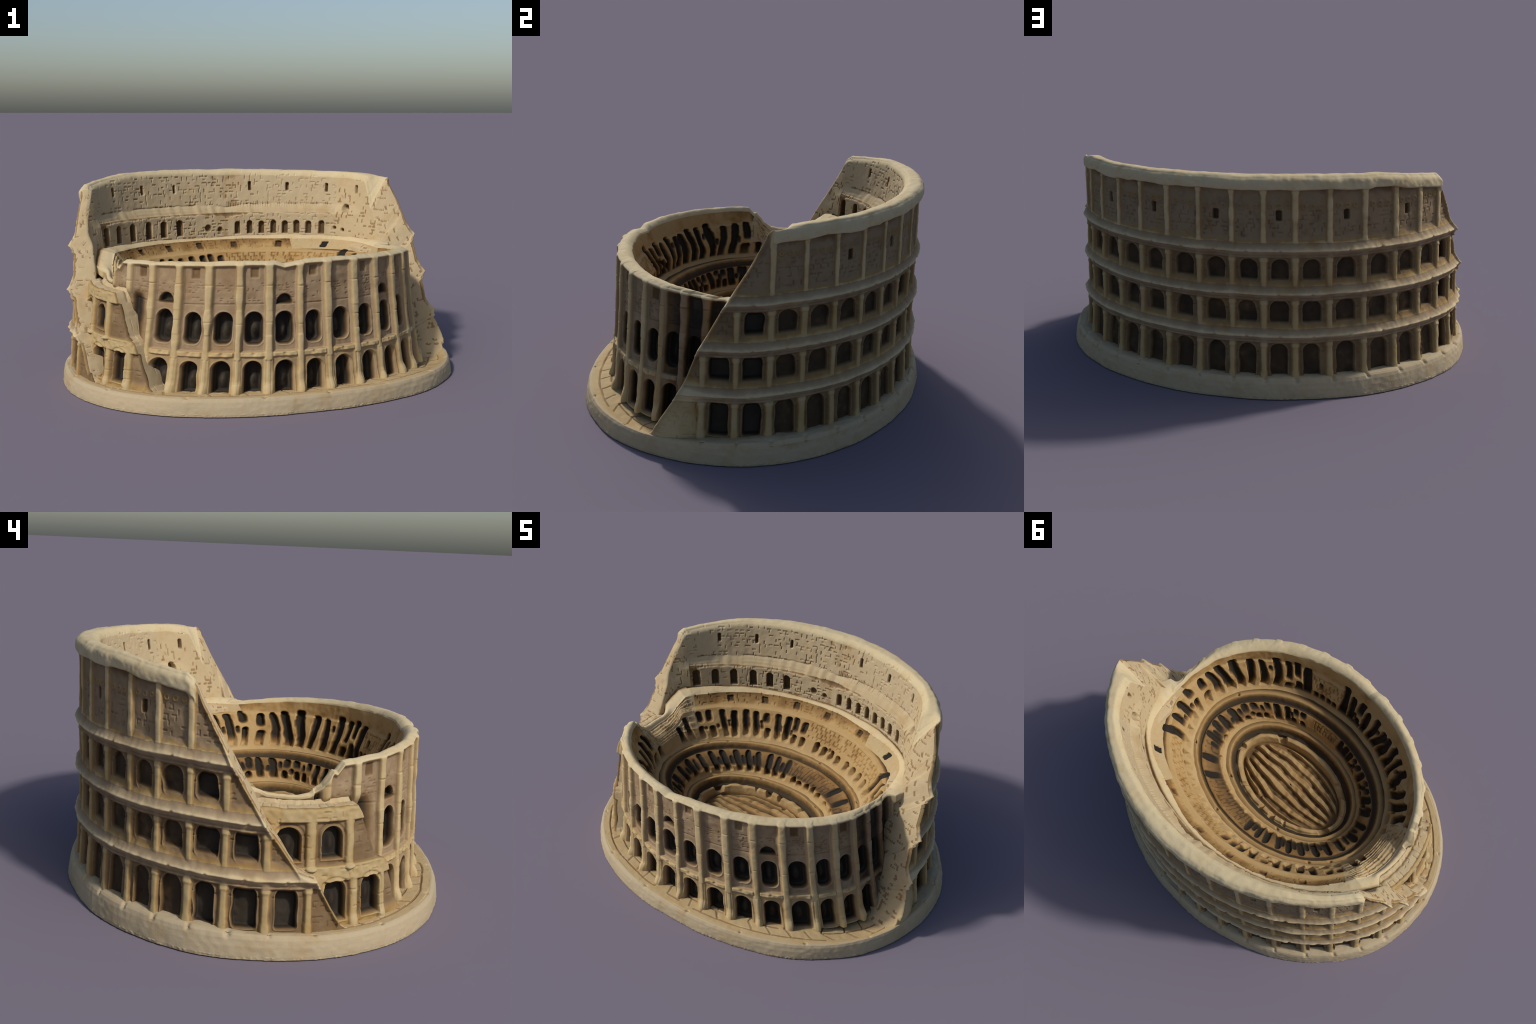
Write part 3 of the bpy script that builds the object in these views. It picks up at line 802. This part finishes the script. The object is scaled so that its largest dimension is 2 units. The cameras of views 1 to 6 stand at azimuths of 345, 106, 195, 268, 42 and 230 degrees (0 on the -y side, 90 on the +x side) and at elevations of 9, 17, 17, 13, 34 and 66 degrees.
    # rows along the bowl profile
    per = [18, 8, 38, 22, 8, 12, 14, 8, 26, 15, 6, 10, 18, 6, 12, 8, 16]
    rows, tags, tv = [], [], []
    for i, n in enumerate(per):
        for j in range(n):
            t = j / n
            rows.append(lerp(curves[i], curves[i + 1], t))
            tags.append(i)
            tv.append(t)
    rows = np.array(rows)
    tags, tv = np.array(tags), np.array(tv)
    # soften the ring edges
    ker = np.array([1, 2, 3, 2, 1.0]); ker /= ker.sum()
    for _ in range(2):
        pad = np.concatenate([rows[:1]] * 2 + [rows] + [rows[-1:]] * 2)
        rows = sum(ker[k_] * pad[k_:k_ + len(rows)] for k_ in range(5))
    NB = len(rows)
    TG, TV = np.broadcast_to(tags[:, None], (NB, NC)), np.broadcast_to(tv[:, None], (NB, NC))
    Cb = np.array([-.015, -.09])
    ang = np.degrees(np.arctan2(rows[..., 1] - Cb[1], rows[..., 0] - Cb[0]))
    rad_ = np.linalg.norm(rows[..., :2] - Cb, axis=-1)
    b1, b2 = vnoise(rows, 18, 81), vnoise(rows, 55, 82)
    Db = 0.003 * b1 + 0.0012 * b2
    regB = np.zeros((NB, NC), int)
    ids = {}
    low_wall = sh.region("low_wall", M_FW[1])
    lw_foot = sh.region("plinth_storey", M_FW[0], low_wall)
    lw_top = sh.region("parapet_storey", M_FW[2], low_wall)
    rim_id = sh.region("rim", M_RIM, low_wall)
    seats = sh.region("upper_tier", M_T1)
    gal = sh.region("gallery_wall", M_FACE, seats)
    terr = sh.region("terrace", M_TERR, seats)
    walk = sh.region("walkway", M_W1, seats)
    low = sh.region("lower_tier", M_T2)
    walk2 = sh.region("lower_walkway", M_W2, low)
    arena = sh.region("arena", M_PIT)
    stub = sh.region("ruined_podium", M_PIT, arena)
    names = [gal, gal, seats, seats, seats, walk, walk, walk, low, low, low, walk2, walk2, walk2, stub, stub, stub]
    for i, v in enumerate(names):
        regB[TG == i] = v
    regB[(TG == 7) & (TV > 0.5)] = low
    sad = sh.region("worn_stair", M_SADDLE, seats)
    regB[(TG <= 2) & (thw[None] > 167.5) & (thw[None] < 200.5)] = sad
    regB[(TG == 0) & (bulge[None] > 0.12)] = sh.region("end_gallery", M_SADDLE, seats)
    # square windows in the gallery wall
    def wrapd(a_): return (a_ + 180) % 360 - 180
    tho = np.degrees(np.arctan2(rows[..., 1], rows[..., 0]))
    g = TG == 0
    for i, t in enumerate((150.5, 132.5, 113, 90.8, 63, 38.5, 21)):
        uu = rad(wrapd(tho - t)) * np.linalg.norm(rows[..., :2], axis=-1)
        sd = box_sdf(uu, (TV - 0.55) * 0.075, 0.0165, 0.0185) + 0.003 * b2
        f = fade(sd, 0.004) * g
        Db = lerp(Db, 0.0115, f)
        regB[f > 0.5] = sh.region("window", M_FACE, seats)
    Db = Db + 0.0035 * joints(rad(ang) * 0.55, TV * 0.08 + 0.3, 0.0165, 0.03, 301, 0.35) * g * (thw[None] > 10)
    # slots of the two seating tiers: (angle, half width, upper and lower height, depth)
    rz = rows[..., 2] - TILT * (0.4 - rows[..., 1])
    wav = 0.008 * np.sin(rz * 30 + 3 * vnoise(np.stack([rad(ang) * 3, ang * 0, ang * 0], -1), 2, 83)) * (np.abs(ang) < 170)
    def slot(tier, centre, wid, zt, zb, deep, tilt=0.0, name="slot", soft=0.0085, wavy=0.0):
        nonlocal Db
        on = ((TG == 1) | (TG == 2) | (TG == 3) | ((TG == 0) & (TV > 0.55))) if tier == 2 else ((TG == 8) | (TG == 9))
        uu = rad(wrapd(ang - centre)) * rad_ + tilt * (rz - (zt + zb) / 2) + 0.0050 * b1 + wavy * wav
        sd = box_sdf(uu, (rz - (zt + zb) / 2) * 1.25, wid, (zt - zb) / 2 * 1.25, min(wid, 0.011)) + 0.0030 * b2
        f = fade(sd, soft) * on
        Db = np.where(on, np.maximum(Db, lerp(Db, deep, f)), Db)
        m = f > 0.5
        if m.any():
            regB[m] = sh.region(name, M_T1 if tier == 2 else M_T2, seats if tier == 2 else low)
    rnd = np.random.default_rng(12)
    J = lambda w: float(rnd.uniform(-w, w))
    UP, UF, LP, LF = 0.530, 0.396, 0.352, 0.278
    # upper tier: slots under the left-hand terrace, openings and worn stairs at the back right, long wavy slots in front
    for c_ in np.arange(98.5, 171, 6.3):
        r_ = rnd.random()
        if r_ < 0.28:
            slot(2, c_ + J(.8), 0.0145, UP - .005 + J(.006), 0.475 + J(.008), 0.020); slot(2, c_ + J(1), 0.013, 0.455 + J(.006), UF + .004, 0.024)
        else:
            slot(2, c_ + J(.8), 0.0150 + J(.002), UP - .008 + J(.010), UF + .004 + J(.006), 0.024 + J(.004), J(.08))
        if rnd.random() < 0.45:
            slot(2, c_ + 3.2 + J(.5), 0.007, 0.468 + J(.02), 0.440 + J(.01), 0.016)
    for c_ in (38, 45, 52.5, 59.5, 66.5, 73.5, 80.5, 87):
        slot(2, c_ + J(.8), 0.0118 + J(.001), 0.452 + J(.006), UF + .002, 0.027, 0, "opening")
        if rnd.random() < 0.4:
            slot(2, c_ + 3.4 + J(.6), 0.005, 0.448 + J(.012), 0.436 + J(.004), 0.014)
    for c_ in np.concatenate([np.arange(31, -58, -6.5), np.arange(-82, -168, -6.7)]):
        cut = rnd.random()
        top = 0.552 + J(.014)
        w = 0.0170 + J(.003)
        if cut < 0.2:
            m = 0.470 + J(.02)
            slot(2, c_ + J(.8), w, top, m + .012, 0.024 + J(.006), J(.1), wavy=1); slot(2, c_ + J(1), w, m - .012, UF - .004, 0.026, J(.1), wavy=1)
        else:
            slot(2, c_ + J(.8), w, top, UF - .004, 0.027 + J(.005), J(.12), wavy=1)
        if rnd.random() < 0.4:
            z_ = rnd.choice([0.435, 0.47, 0.505])
            slot(2, c_ + 3.2 + J(.5), 0.008, z_ + .013, z_ - .013, 0.020)
    for c_ in (-60, -65, -70, -75):
        slot(2, c_ + J(.5), 0.011, 0.450, UF, 0.025, 0, "opening")
    slot(2, -63, 0.010, 0.505, 0.475, 0.014)
    for c_, t_ in ((173, .475), (-169, .455)):
        slot(2, c_, 0.0145, t_, UF, 0.034, J(.1))
    # stairs and worn masonry on the plain stretches
    plain1 = ((TG == 2) | (TG == 1)) & (((ang > 34) & (ang < 96)) | ((ang > -80) & (ang < -57)))
    Db = Db + 0.0042 * joints(rad(ang) * 0.45, rz, 0.0190, 0.026, 333, 0.5, w=0.0046, vert=0.8) * plain1 * (rz > 0.462) * (rz < 0.532)
    # lower tier
    for c_ in np.arange(101, 200, 8.8):
        slot(7, c_ + J(1.2), 0.0138 + J(.002), LP - .002, LF + J(.004), 0.022 + J(.004), J(.1))
        if rnd.random() < 0.5:
            slot(7, c_ + 4.4, 0.0095, 0.336 + J(.006), 0.306 + J(.008), 0.014)
    for c_ in (29, 42, 52, 61, 70, 79, 88):
        slot(7, c_ + J(1.5), 0.0115, 0.306 + J(.005), LF - .002, 0.024, 0, "opening")
    for c_ in np.concatenate([np.arange(20, -58, -7.4), np.arange(-100, -162, -6.6)]):
        if rnd.random() < 0.5:
            m = 0.318 + J(.008)
            slot(7, c_ + J(1), 0.014, LP, m + .008, 0.021, J(.1)); slot(7, c_ + J(1.5), 0.013, m - .008, LF - .004, 0.024, J(.1))
        else:
            slot(7, c_ + J(1), 0.0145 + J(.002), LP, LF - .004, 0.025 + J(.004), J(.14))
        if rnd.random() < 0.6:
            z_ = 0.318 + J(.012)
            slot(7, c_ + 3.5, 0.0080, z_ + .010, z_ - .010, 0.020)
    for c_ in (34, 47):
        slot(7, c_, 0.018, 0.352, 0.316, 0.024)
    plain2 = ((TG == 8) | (TG == 9)) & (((ang > 50) & (ang < 98)) | ((ang > -95) & (ang < -66)) | ((ang > 22) & (ang < 33)))
    Db = Db + 0.0042 * joints(rad(ang) * 0.36, rz, 0.0150, 0.023, 355, 0.5, w=0.0042, vert=0.8) * plain2 * (rz > 0.308) * (rz < 0.350)
    inS = (TG <= 2) & (thw[None] > 168) & (thw[None] < 200.5)
    step = np.abs(((TG + TV) * 3.0) % 1 - 0.5) * 2
    rows[..., 2] += inS * (0.006 + 0.005 * b1) * (ss(0.2, 0.8, step) - 0.5) * np.minimum(ss(168, 172, thw), ss(200, 195, thw))[None]
    js = joints(rad(ang) * 0.7, (TG + TV) * 0.05, 0.0165, 0.03, 377, 0.4, w=0.005) * inS
    regB[(js > 0.5) & (regB == sad)] = sh.region("worn_joint", M_JOINT, seats)
    # holes in the walkways
    for tg, lst in ((5, (170, 158.6, 75.6, 20, -20)), (11, (140, 30))):
        for t in lst:
            uu = rad(wrapd(tho - t)) * np.linalg.norm(rows[..., :2], axis=-1)
            rows[..., 2] -= 0.016 * np.exp(-(uu / 0.0065) ** 2) * np.exp(-((TV - 0.6) * 0.028 / 0.007) ** 2) * (TG == tg)
    # broken stub wall: gaps and lumps
    st = (TG >= 14) & (TG <= 16)
    gap = ss(0.30, 0.55, vnoise(np.stack([rad(ang) * 0.35, ang * 0, ang * 0], -1), 16, 90)) * st
    rows[..., 2] = np.where(st, lerp(rows[..., 2], np.minimum(rows[..., 2], 0.206), gap), rows[..., 2])
    rows[..., 2] += np.where(st | (TG == 13), 0.006 * vnoise(rows, 30, 92), 0)
    rows[..., :2] = push(rows[..., :2], Cb, Db)
    rows[..., 2] += 0.0015 * b1 * (TG > 2)
    # arena floor: long curved ridges that meet at both ends
    NA = 70
    P_end = lerp(curves[-2], curves[-1], 1.0)
    ar = []
    q = rad(3.0)
    for j in range(NA):
        t = j / NA
        p = P_end.copy()
        c0 = np.array([-.017, -.093])
        p[:, :2] = c0 + (p[:, :2] - c0) * (1 - t * 0.999)
        d = p[:, :2] - c0
        x, y = d[:, 0] * math.cos(q) + d[:, 1] * math.sin(q), d[:, 1] * math.cos(q) - d[:, 0] * math.sin(q)
        nn = vnoise(p, 12, 95)
        n3 = vnoise(p, 42, 96)
        env = np.clip(1 - (x / 0.36) ** 2, 0.0, 1) ** 0.8
        v = y / (0.150 * (0.30 + 0.70 * env)) + 0.05 * nn + 0.10 * (x / 0.3) * np.abs(x / 0.3)
        k_ = np.round(v * 2.6)
        w = np.cos(TAU * 2.6 * v)
        live = np.abs(x + 0.04 * np.sin(k_ * 2.3)) < 0.275 + 0.02 * np.cos(k_ * 1.7) - 0.02 * np.abs(k_)
        ridge = ss(-0.80, 0.35, w) * ss(1.25, 1.05, np.abs(v)) * ss(0.31, 0.26, np.abs(x + 0.02 * np.sin(k_ * 2.3)))
        rise = ss(0.0, 0.10, t)
        hole = ss(0.35, 0.6, vnoise(p, 22, 98)) * ss(0.5, 0.9, np.abs(v))
        p[:, 2] = p[:, 2] - 0.008 + rise * (0.028 * ridge * (0.85 + 0.35 * vnoise(p, 9, 97)) * (1 - 0.6 * hole) + 0.004 * nn + 0.005 * n3)
        ar.append(p)
    ar = np.array(ar)
    P = np.concatenate([OUT, crest, rows, ar])
    nr = P.shape[0]
    idx = np.arange(nr * NC).reshape(nr, NC)
    # ---- regions of the outer face
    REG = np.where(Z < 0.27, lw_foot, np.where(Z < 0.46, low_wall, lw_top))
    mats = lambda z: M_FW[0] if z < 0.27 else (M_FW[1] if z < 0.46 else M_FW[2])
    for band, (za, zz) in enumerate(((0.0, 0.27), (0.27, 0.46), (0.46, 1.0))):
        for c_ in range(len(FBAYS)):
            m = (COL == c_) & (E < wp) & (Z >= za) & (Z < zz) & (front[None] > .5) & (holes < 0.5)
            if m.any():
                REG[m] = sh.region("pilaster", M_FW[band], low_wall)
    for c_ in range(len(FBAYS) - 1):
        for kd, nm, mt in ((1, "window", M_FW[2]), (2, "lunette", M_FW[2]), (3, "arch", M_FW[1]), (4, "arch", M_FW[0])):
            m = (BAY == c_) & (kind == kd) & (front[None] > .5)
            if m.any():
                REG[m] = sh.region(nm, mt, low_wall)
    REG[Z > rim[None] - 0.010] = rim_id
    REGc = np.where((thw[None] > 5) & (thw[None] < 196), terr, rim_id) * np.ones((NCR, 1), int)
    R = np.concatenate([REG, REGc, regB, np.full((NA, NC), arena)])
    R = np.concatenate([R[:-1]])
    build(P, idx, R, sh, True)

# ------------------------------------------------------------------ 5 BASE SLAB with paving
BASE = Oval(0.0, -0.002, 2.6)
M_BASE = wash("base_resin", [(-0.03, (0.395, 0.322, 0.208)), (0.005, (0.395, 0.322, 0.208)), (0.010, (0.30, 0.21, 0.11)), (0.016, BROWN), (0.03, BROWN)], (0.0, -0.002, 0.995, 0.776), 0, 0.08, (0.0, -0.002, 0.985, 0.766), span=(-0.02, 0.04), wob=0.0012)
M_BTOP = wash("base_top_resin", [(-0.03, (0.395, 0.322, 0.208)), (0.08, (0.395, 0.322, 0.208))], (0, 0, 1, 1))
M_PAVE = wash("paving_resin", [(-0.03, (0.43, 0.325, 0.175)), (0.08, (0.43, 0.325, 0.175))], (0, 0, 1, 1))

def base():
    sh = Sheet()
    NC = 1500
    ph = np.linspace(0, TAU, NC, endpoint=False)
    def sup(k):
        # slightly squarer than an ellipse
        c, s_ = np.cos(ph), np.sin(ph)
        n = lerp(1.97, 2.24, ss(0.15, -0.25, s_))
        f = (np.abs(c) ** n + np.abs(s_) ** n) ** (-1 / n)
        q = BASE.q
        x, y = (0.995 - k) * c * f, (0.776 - k) * s_ * f
        return np.stack([BASE.c[0] + x * math.cos(q) - y * math.sin(q), BASE.c[1] + x * math.sin(q) + y * math.cos(q)], -1)
    ring = lambda k, z: np.concatenate([sup(k), np.full((NC, 1), z)], -1)
    prof = [(0.30, 0.001), (0.02, 0.0), (0.001, 0.0), (0.0, 0.012), (0.004, 0.05), (0.009, 0.075), (0.015, 0.088), (0.022, 0.092), (0.032, 0.092), (0.33, 0.069)]
    cnt = [8, 5, 6, 14, 10, 7, 5, 5, 100]
    rows, tz = [], []
    for (k0, z0), (k1, z1), n in zip(prof[:-1], prof[1:], cnt):
        for j in range(n):
            t = j / n
            rows.append(ring(lerp(k0, k1, t), lerp(z0, z1, t))); tz.append((lerp(k0, k1, t), z0))
    rows.append(ring(*prof[-1])); tz.append((0.33, 0.069))
    P = np.array(rows)
    K = np.array([t[0] for t in tz])[:, None]
    n1, n2 = vnoise(P, 10, 201), vnoise(P, 50, 202)
    n3 = vnoise(P, 150, 203)
    c = BASE.c
    side = (P[..., 2] > 0.002) & (P[..., 2] < 0.0975) & (K < 0.04)
    d = 0.003 * n1 + 0.0012 * n2 + 0.004 * np.maximum(n3 - 0.1, 0) * (P[..., 2] < 0.012)
    P[..., :2] = push(P[..., :2], c, d * (K < 0.05))
    th = np.degrees(np.arctan2(P[..., 1], P[..., 0]))
    R_ = np.linalg.norm(P[..., :2], axis=-1)
    top = K >= 0.03
    P[..., 2] += top * (0.002 * n1 + 0.0012 * n2)
    P[..., 2] *= 1 - 0.15 * ss(0.3, -0.35, P[..., 1]) * ss(0.02, 0.06, P[..., 2])
    back = ss(-0.05, 0.3, P[..., 1])
    P[..., 2] += back * (P[..., 2] > 0.03) * (0.007 * ss(0.015, 0.06, K) - 0.006 * (1 - ss(0.0, 0.03, K)) * ss(0.03, 0.07, P[..., 2]))
    pocket = np.exp(-((th + 18) / 15.0) ** 2)
    P[..., 2] -= pocket * (0.028 * ss(0.02, 0.075, K) + 0.006 * ss(0.008, 0.03, K))
    # paving joints: two rings and staggered cross joints in front
    frontal = ((th < 2) & (th > -163)) * top
    jo = np.zeros(P.shape[:2])
    kk = K * np.ones((1, NC)) + 0.006 * n1
    for kr, w in ((0.060, .0030), (0.112, .0030)):
        keep = hsh(np.floor(th / 7.0 + kr * 40), np.int64(int(kr * 1000))) < 0.72
        jo = np.maximum(jo, (1 - ss(w * .5, w * 1.3, np.abs(kk - kr))) * keep)
    for i, (k0, k1) in enumerate(((0.034, 0.060), (0.060, 0.112), (0.112, 0.2))):
        step = 6.6
        tt = th + 2.3 * i + 1.5 * n1 + (kk - k0) * (40 if i % 2 else -30)
        cell = np.round(tt / step)
        dist = np.abs(tt / step - cell) * step * np.pi / 180 * R_
        keep = hsh(cell, np.int64(i + 60)) < 0.8
        jo = np.maximum(jo, (1 - ss(0.0015, 0.004, dist)) * keep * (kk >= k0) * (kk < k1) * (i > 0))
    P[..., 2] -= 0.0055 * jo * frontal
    P[..., 2] = np.maximum(P[..., 2], 0)
    # pock marks along the upper edge
    for i, t in enumerate(np.concatenate([np.interp(np.arange(1, 21), np.arange(len(BAYS)), BAYS), [-152, -128, -104, -82, -60, -38, -20]])):
        rr = 0.0055 + 0.004 * hsh(np.array(i), np.int64(70))
        uu = rad((th - t - 1.5 * hsh(np.array(i), np.int64(71)) + 180) % 360 - 180) * R_
        P[..., :2] = push(P[..., :2], c, -0.011 * np.exp(-(uu / rr) ** 2 - ((P[..., 2] - 0.083) / rr) ** 2) * (K < 0.03))
        P[..., 2] -= 0.009 * np.exp(-(uu / rr) ** 2 - ((K - 0.026) / rr) ** 2) * (P[..., 2] > 0.06)
    b = sh.region("base", M_BASE)
    pv = sh.region("paving", M_PAVE, b)
    bt = sh.region("base_top", M_BTOP, b)
    R = np.where(K * np.ones((1, NC)) >= 0.026, np.where((th > 0) | (th < -165), bt, pv), np.where(K * np.ones((1, NC)) > 0.011, bt, b))
    R = np.where((R == pv) & (jo * frontal > 0.45), sh.region("paving_joint", M_JOINT, b), R)
    idx = np.arange(P.shape[0] * NC).reshape(P.shape[0], NC)
    build(P, idx, R[:-1], sh, True)

base()
outer_wall()
stepped_ruin()
bowl()
